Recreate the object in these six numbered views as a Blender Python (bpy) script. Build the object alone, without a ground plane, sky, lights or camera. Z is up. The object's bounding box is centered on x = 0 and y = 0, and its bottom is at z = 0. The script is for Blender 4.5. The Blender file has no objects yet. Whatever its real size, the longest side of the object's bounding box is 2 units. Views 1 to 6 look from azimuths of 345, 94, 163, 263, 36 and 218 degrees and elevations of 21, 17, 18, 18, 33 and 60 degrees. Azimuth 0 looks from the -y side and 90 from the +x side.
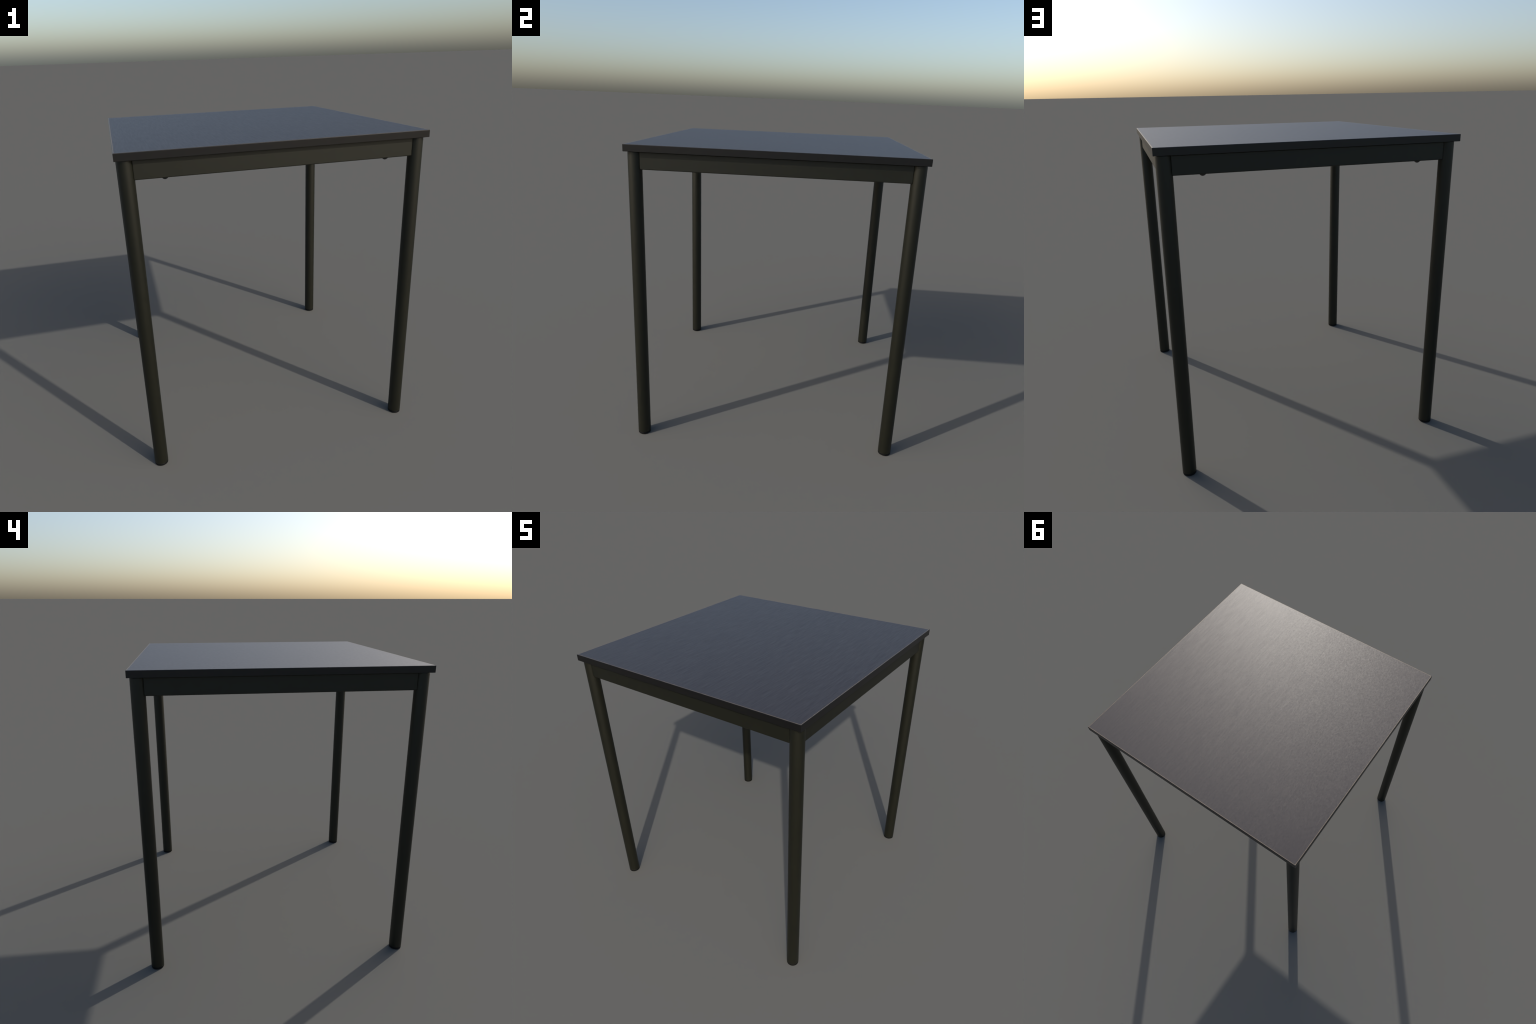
import bpy, bmesh, math
from mathutils import Vector

# ---------------------------------------------------------------- dimensions
HALF = 0.8945          # half side of the square top
TOP = 2.0              # height of the top surface
SLAB = 0.0425          # thickness of the top
CHAMFER = 0.0027       # rounded top arris of the edge band
TRIM = 0.0040          # width of the pale line round the top's border
LEG_C = 0.840          # leg axis, x and y
LEG_R = 0.0425         # leg tube radius
FOOT_H = 0.0150         # height of the plastic foot
RAIL_C = 0.840         # rail centre plane
RAIL_T = 0.051         # rail thickness
RAIL_BOTTOM = 1.8506
RAIL_END = 0.8050        # rails butt against the curve of the legs
SCREW_X = 0.643
UNDER = TOP - SLAB


# ----------------------------------------------------------------- materials
class Nodes:
    def __init__(self, name):
        self.mat = bpy.data.materials.new(name)
        self.mat.use_nodes = True
        self.t = self.mat.node_tree
        self.bsdf = self.t.nodes["Principled BSDF"]

    def add(self, kind, **inputs):
        n = self.t.nodes.new(kind)
        for k, v in inputs.items():
            n.inputs[k.replace("_", " ")].default_value = v
        return n

    def link(self, a, b):
        self.t.links.new(a, b)

    def coords(self, scale):
        tc = self.t.nodes.new("ShaderNodeTexCoord")
        mp = self.add("ShaderNodeMapping", Scale=scale)
        self.link(tc.outputs["Object"], mp.inputs["Vector"])
        return mp.outputs["Vector"]

    def noise(self, scale, detail=3.0, rough=0.5):
        n = self.add("ShaderNodeTexNoise", Scale=1.0, Detail=detail, Roughness=rough)
        self.link(self.coords(scale), n.inputs["Vector"])
        return n.outputs["Fac"]

    def ramp(self, fac, lo, hi, c0, c1):
        r = self.t.nodes.new("ShaderNodeValToRGB")
        e = r.color_ramp.elements
        e[0].position, e[1].position = lo, hi
        e[0].color, e[1].color = (*c0, 1), (*c1, 1)
        self.link(fac, r.inputs["Fac"])
        return r.outputs["Color"]

    def math(self, op, a, b):
        m = self.t.nodes.new("ShaderNodeMath")
        m.operation = op
        for i, v in enumerate((a, b)):
            if isinstance(v, (int, float)):
                m.inputs[i].default_value = v
            else:
                self.link(v, m.inputs[i])
        return m.outputs[0]


def laminate():
    """Dark grey laminate with fine relief: soft streaks along y and a pebbly grain."""
    n = Nodes("brushed_laminate")
    streak = n.noise((106, 8, 8), 3, 0.55)
    pebble = n.noise((115, 58, 58), 2, 0.55)
    tone = n.math("ADD", n.math("MULTIPLY", streak, 0.75), n.math("MULTIPLY", pebble, 0.25))
    n.link(n.ramp(tone, 0.3, 0.7, (0.0285, 0.0228, 0.0226), (0.0421, 0.0350, 0.0348)),
           n.bsdf.inputs["Base Color"])
    n.bsdf.inputs["Roughness"].default_value = 0.46
    n.bsdf.inputs["Specular IOR Level"].default_value = 0.5
    # relief as small tilts of the surface normal: pebbles tilt it in x, streaks in y
    tilt = n.t.nodes.new("ShaderNodeCombineXYZ")
    n.link(n.math("MULTIPLY", n.math("SUBTRACT", pebble, 0.5), 0.13), tilt.inputs["X"])
    fine = n.noise((150, 75, 75), 2, 0.5)
    n.link(n.math("ADD", n.math("MULTIPLY", n.math("SUBTRACT", streak, 0.5), 0.085),
                  n.math("MULTIPLY", n.math("SUBTRACT", fine, 0.5), 0.02)), tilt.inputs["Y"])
    geo = n.t.nodes.new("ShaderNodeNewGeometry")
    add = n.t.nodes.new("ShaderNodeVectorMath")
    n.link(geo.outputs["Normal"], add.inputs[0])
    n.link(tilt.outputs[0], add.inputs[1])
    unit = n.t.nodes.new("ShaderNodeVectorMath")
    unit.operation = "NORMALIZE"
    n.link(add.outputs[0], unit.inputs[0])
    n.link(unit.outputs[0], n.bsdf.inputs["Normal"])
    return n.mat


def plain(name, c, rough, spec=0.5, var=0.12, tint=(1, 1, 1)):
    """Painted or moulded surface with faint tone variation."""
    n = Nodes(name)
    f = n.noise((26, 26, 26), 4, 0.6)
    lo = tuple(v * (1 - var) for v in c)
    hi = tuple(v * (1 + var) for v in c)
    n.link(n.ramp(f, 0.3, 0.7, lo, hi), n.bsdf.inputs["Base Color"])
    n.bsdf.inputs["Roughness"].default_value = rough
    n.bsdf.inputs["Specular IOR Level"].default_value = spec
    n.bsdf.inputs["Specular Tint"].default_value = (*tint, 1)
    return n.mat


M_TOP = laminate()
M_EDGE = plain("edge_plastic", (0.0032, 0.0028, 0.0027), 0.36, spec=0.46)
M_TRIM = plain("pale_core", (0.150, 0.115, 0.078), 0.5, var=0.3)
M_STEEL = plain("powder_coat", (0.0044, 0.0044, 0.0010), 0.48, spec=0.48, tint=(1, 1, 0.94))
M_ZINC = plain("zinc_plate", (0.20, 0.20, 0.19), 0.45)
M_FOOT = plain("black_plastic", (0.004, 0.004, 0.004), 0.6, spec=0.2)
M_SCREW = plain("blackened_steel", (0.010, 0.010, 0.0095), 0.4)


# ------------------------------------------------------------------ geometry
def obj(name, mesh, mat, parent, loc=(0, 0, 0), smooth_angle=None):
    if not mesh.materials:
        mesh.materials.append(mat)
    o = bpy.data.objects.new(name, mesh)
    bpy.context.scene.collection.objects.link(o)
    o.parent = parent
    o.location = loc
    if smooth_angle is not None:
        mesh.shade_smooth()
        mesh.set_sharp_from_angle(angle=math.radians(smooth_angle))
    return o


def finish(bm, name):
    bmesh.ops.recalc_face_normals(bm, faces=bm.faces[:])
    me = bpy.data.meshes.new(name)
    bm.to_mesh(me)
    bm.free()
    return me


def box(name, size, bevel=0.0, segs=2, pick=None):
    bm = bmesh.new()
    bmesh.ops.create_cube(bm, size=1.0)
    bmesh.ops.scale(bm, vec=Vector(size), verts=bm.verts[:])
    if bevel:
        edges = [e for e in bm.edges if pick is None or pick(e)]
        bmesh.ops.bevel(bm, geom=edges, offset=bevel, segments=segs, profile=0.5, affect="EDGES")
    return finish(bm, name)


def lathe(name, profile, n=64):
    """Revolve (r, z) points about z; r = 0 closes to a point."""
    bm = bmesh.new()
    rings = []
    for r, z in profile:
        if r == 0:
            rings.append([bm.verts.new((0, 0, z))])
        else:
            rings.append([bm.verts.new((r * math.cos(2 * math.pi * i / n), r * math.sin(2 * math.pi * i / n), z))
                          for i in range(n)])
    for a, b in zip(rings, rings[1:]):
        for i in range(n):
            j = (i + 1) % n
            if len(a) == 1:
                bm.faces.new((a[0], b[i], b[j]))
            elif len(b) == 1:
                bm.faces.new((a[i], a[j], b[0]))
            else:
                bm.faces.new((a[i], a[j], b[j], b[i]))
    return finish(bm, name)


def frame(name, inner, rows):
    """Square ring: rows are (half side, z) of the outer outline from bottom to top,
    closed on the inside by a straight wall at half side `inner`."""
    bm = bmesh.new()
    rows = [(inner, rows[0][1])] + rows + [(inner, rows[-1][1])]
    loops = [[bm.verts.new((sx * h, sy * h, z)) for sx, sy in ((-1, -1), (1, -1), (1, 1), (-1, 1))]
             for h, z in rows]
    for a, b in zip(loops, loops[1:] + loops[:1]):
        for i in range(4):
            j = (i + 1) % 4
            bm.faces.new((a[i], a[j], b[j], b[i]))
    return finish(bm, name)


# --------------------------------------------------------------------- table
table = bpy.data.objects.new("table", None)
bpy.context.scene.collection.objects.link(table)
table["label"] = "square dark grey table with four round black legs"
table["category"] = "table"

# top: laminate slab, dark edge band, pale line where the band meets the surface
inner = HALF - CHAMFER - TRIM
top = obj("tabletop", box("tabletop", (2 * inner, 2 * inner, SLAB)), M_TOP, table, (0, 0, TOP - SLAB / 2))
line = HALF - CHAMFER
arris = [(line + CHAMFER * math.sin(t), TOP - 0.0001 - CHAMFER * (1 - math.cos(t)))
         for t in (math.pi / 2, math.pi / 3, math.pi / 6, 0.06)]
down = (0, 0, -(TOP - SLAB / 2))
obj("edge_band", frame("edge_band", line, [(HALF - 0.0012, UNDER), (HALF, UNDER + 0.0012)] + arris),
    M_EDGE, top, down)
obj("edge_trim", frame("edge_trim", inner, [(line, UNDER + 0.001), (line, TOP)]), M_TRIM, top, down)

# legs: round tubes up to the underside, each on a short plastic foot
R = LEG_R
leg_mesh = lathe("leg", [(0, FOOT_H), (R - 0.0025, FOOT_H), (R - 0.0006, FOOT_H + 0.0006), (R, FOOT_H + 0.0025), (R, FOOT_H + 0.006),
                         (R, UNDER - 0.008), (R, UNDER - 0.004), (R - 0.0015, UNDER - 0.0015), (R - 0.0035, UNDER - 0.0008), (0, UNDER - 0.0008)])
foot_mesh = lathe("foot", [(0, 0), (R - 0.0025, 0), (R - 0.0012, 0.0006), (R - 0.0009, 0.0025), (R - 0.0009, 0.005),
                           (R - 0.0009, FOOT_H - 0.0012), (R - 0.004, FOOT_H + 0.0015), (0, FOOT_H + 0.0015)])
for sx in (-1, 1):
    for sy in (-1, 1):
        leg = obj("leg", leg_mesh, M_STEEL, table, (sx * LEG_C, sy * LEG_C, 0), 35)
        obj("foot", foot_mesh, M_FOOT, leg, (0, 0, 0), 40)

# rails: flat tubes let into the legs, long edges rounded
rail_h = UNDER - 0.0018 - RAIL_BOTTOM
rail_mesh = box("rail", (2 * RAIL_END, RAIL_T, rail_h), 0.0045, 3)
screw_mesh = lathe("screw", [(0, -0.0120), (0.006, -0.0116), (0.011, -0.0090), (0.0165, -0.0042), (0.0205, 0), (0.0205, 0.004), (0, 0.004)], 24)
zc = RAIL_BOTTOM + rail_h / 2
for i in range(4):
    a = i * math.pi / 2
    rail = obj("rail", rail_mesh, M_STEEL, table, (RAIL_C * math.sin(a), -RAIL_C * math.cos(a), zc))
    rail.rotation_euler.z = a
    if i % 2 == 0:
        for sx in (-1, 1):
            obj("screw", screw_mesh, M_SCREW, rail, (sx * SCREW_X, 0, -rail_h / 2), 40)

# corner braces: flat plates set diagonally across the inner corners of the frame
brace_mesh = box("corner_brace", (0.118, 0.006, 0.075), 0.0012, 2)
for sx in (-1, 1):
    for sy in (-1, 1):
        d = RAIL_C - RAIL_T / 2 - 0.039
        o = obj("corner_brace", brace_mesh, M_ZINC, table, (sx * d, sy * d, UNDER - 0.047))
        o.rotation_euler.z = -sx * sy * math.pi / 4
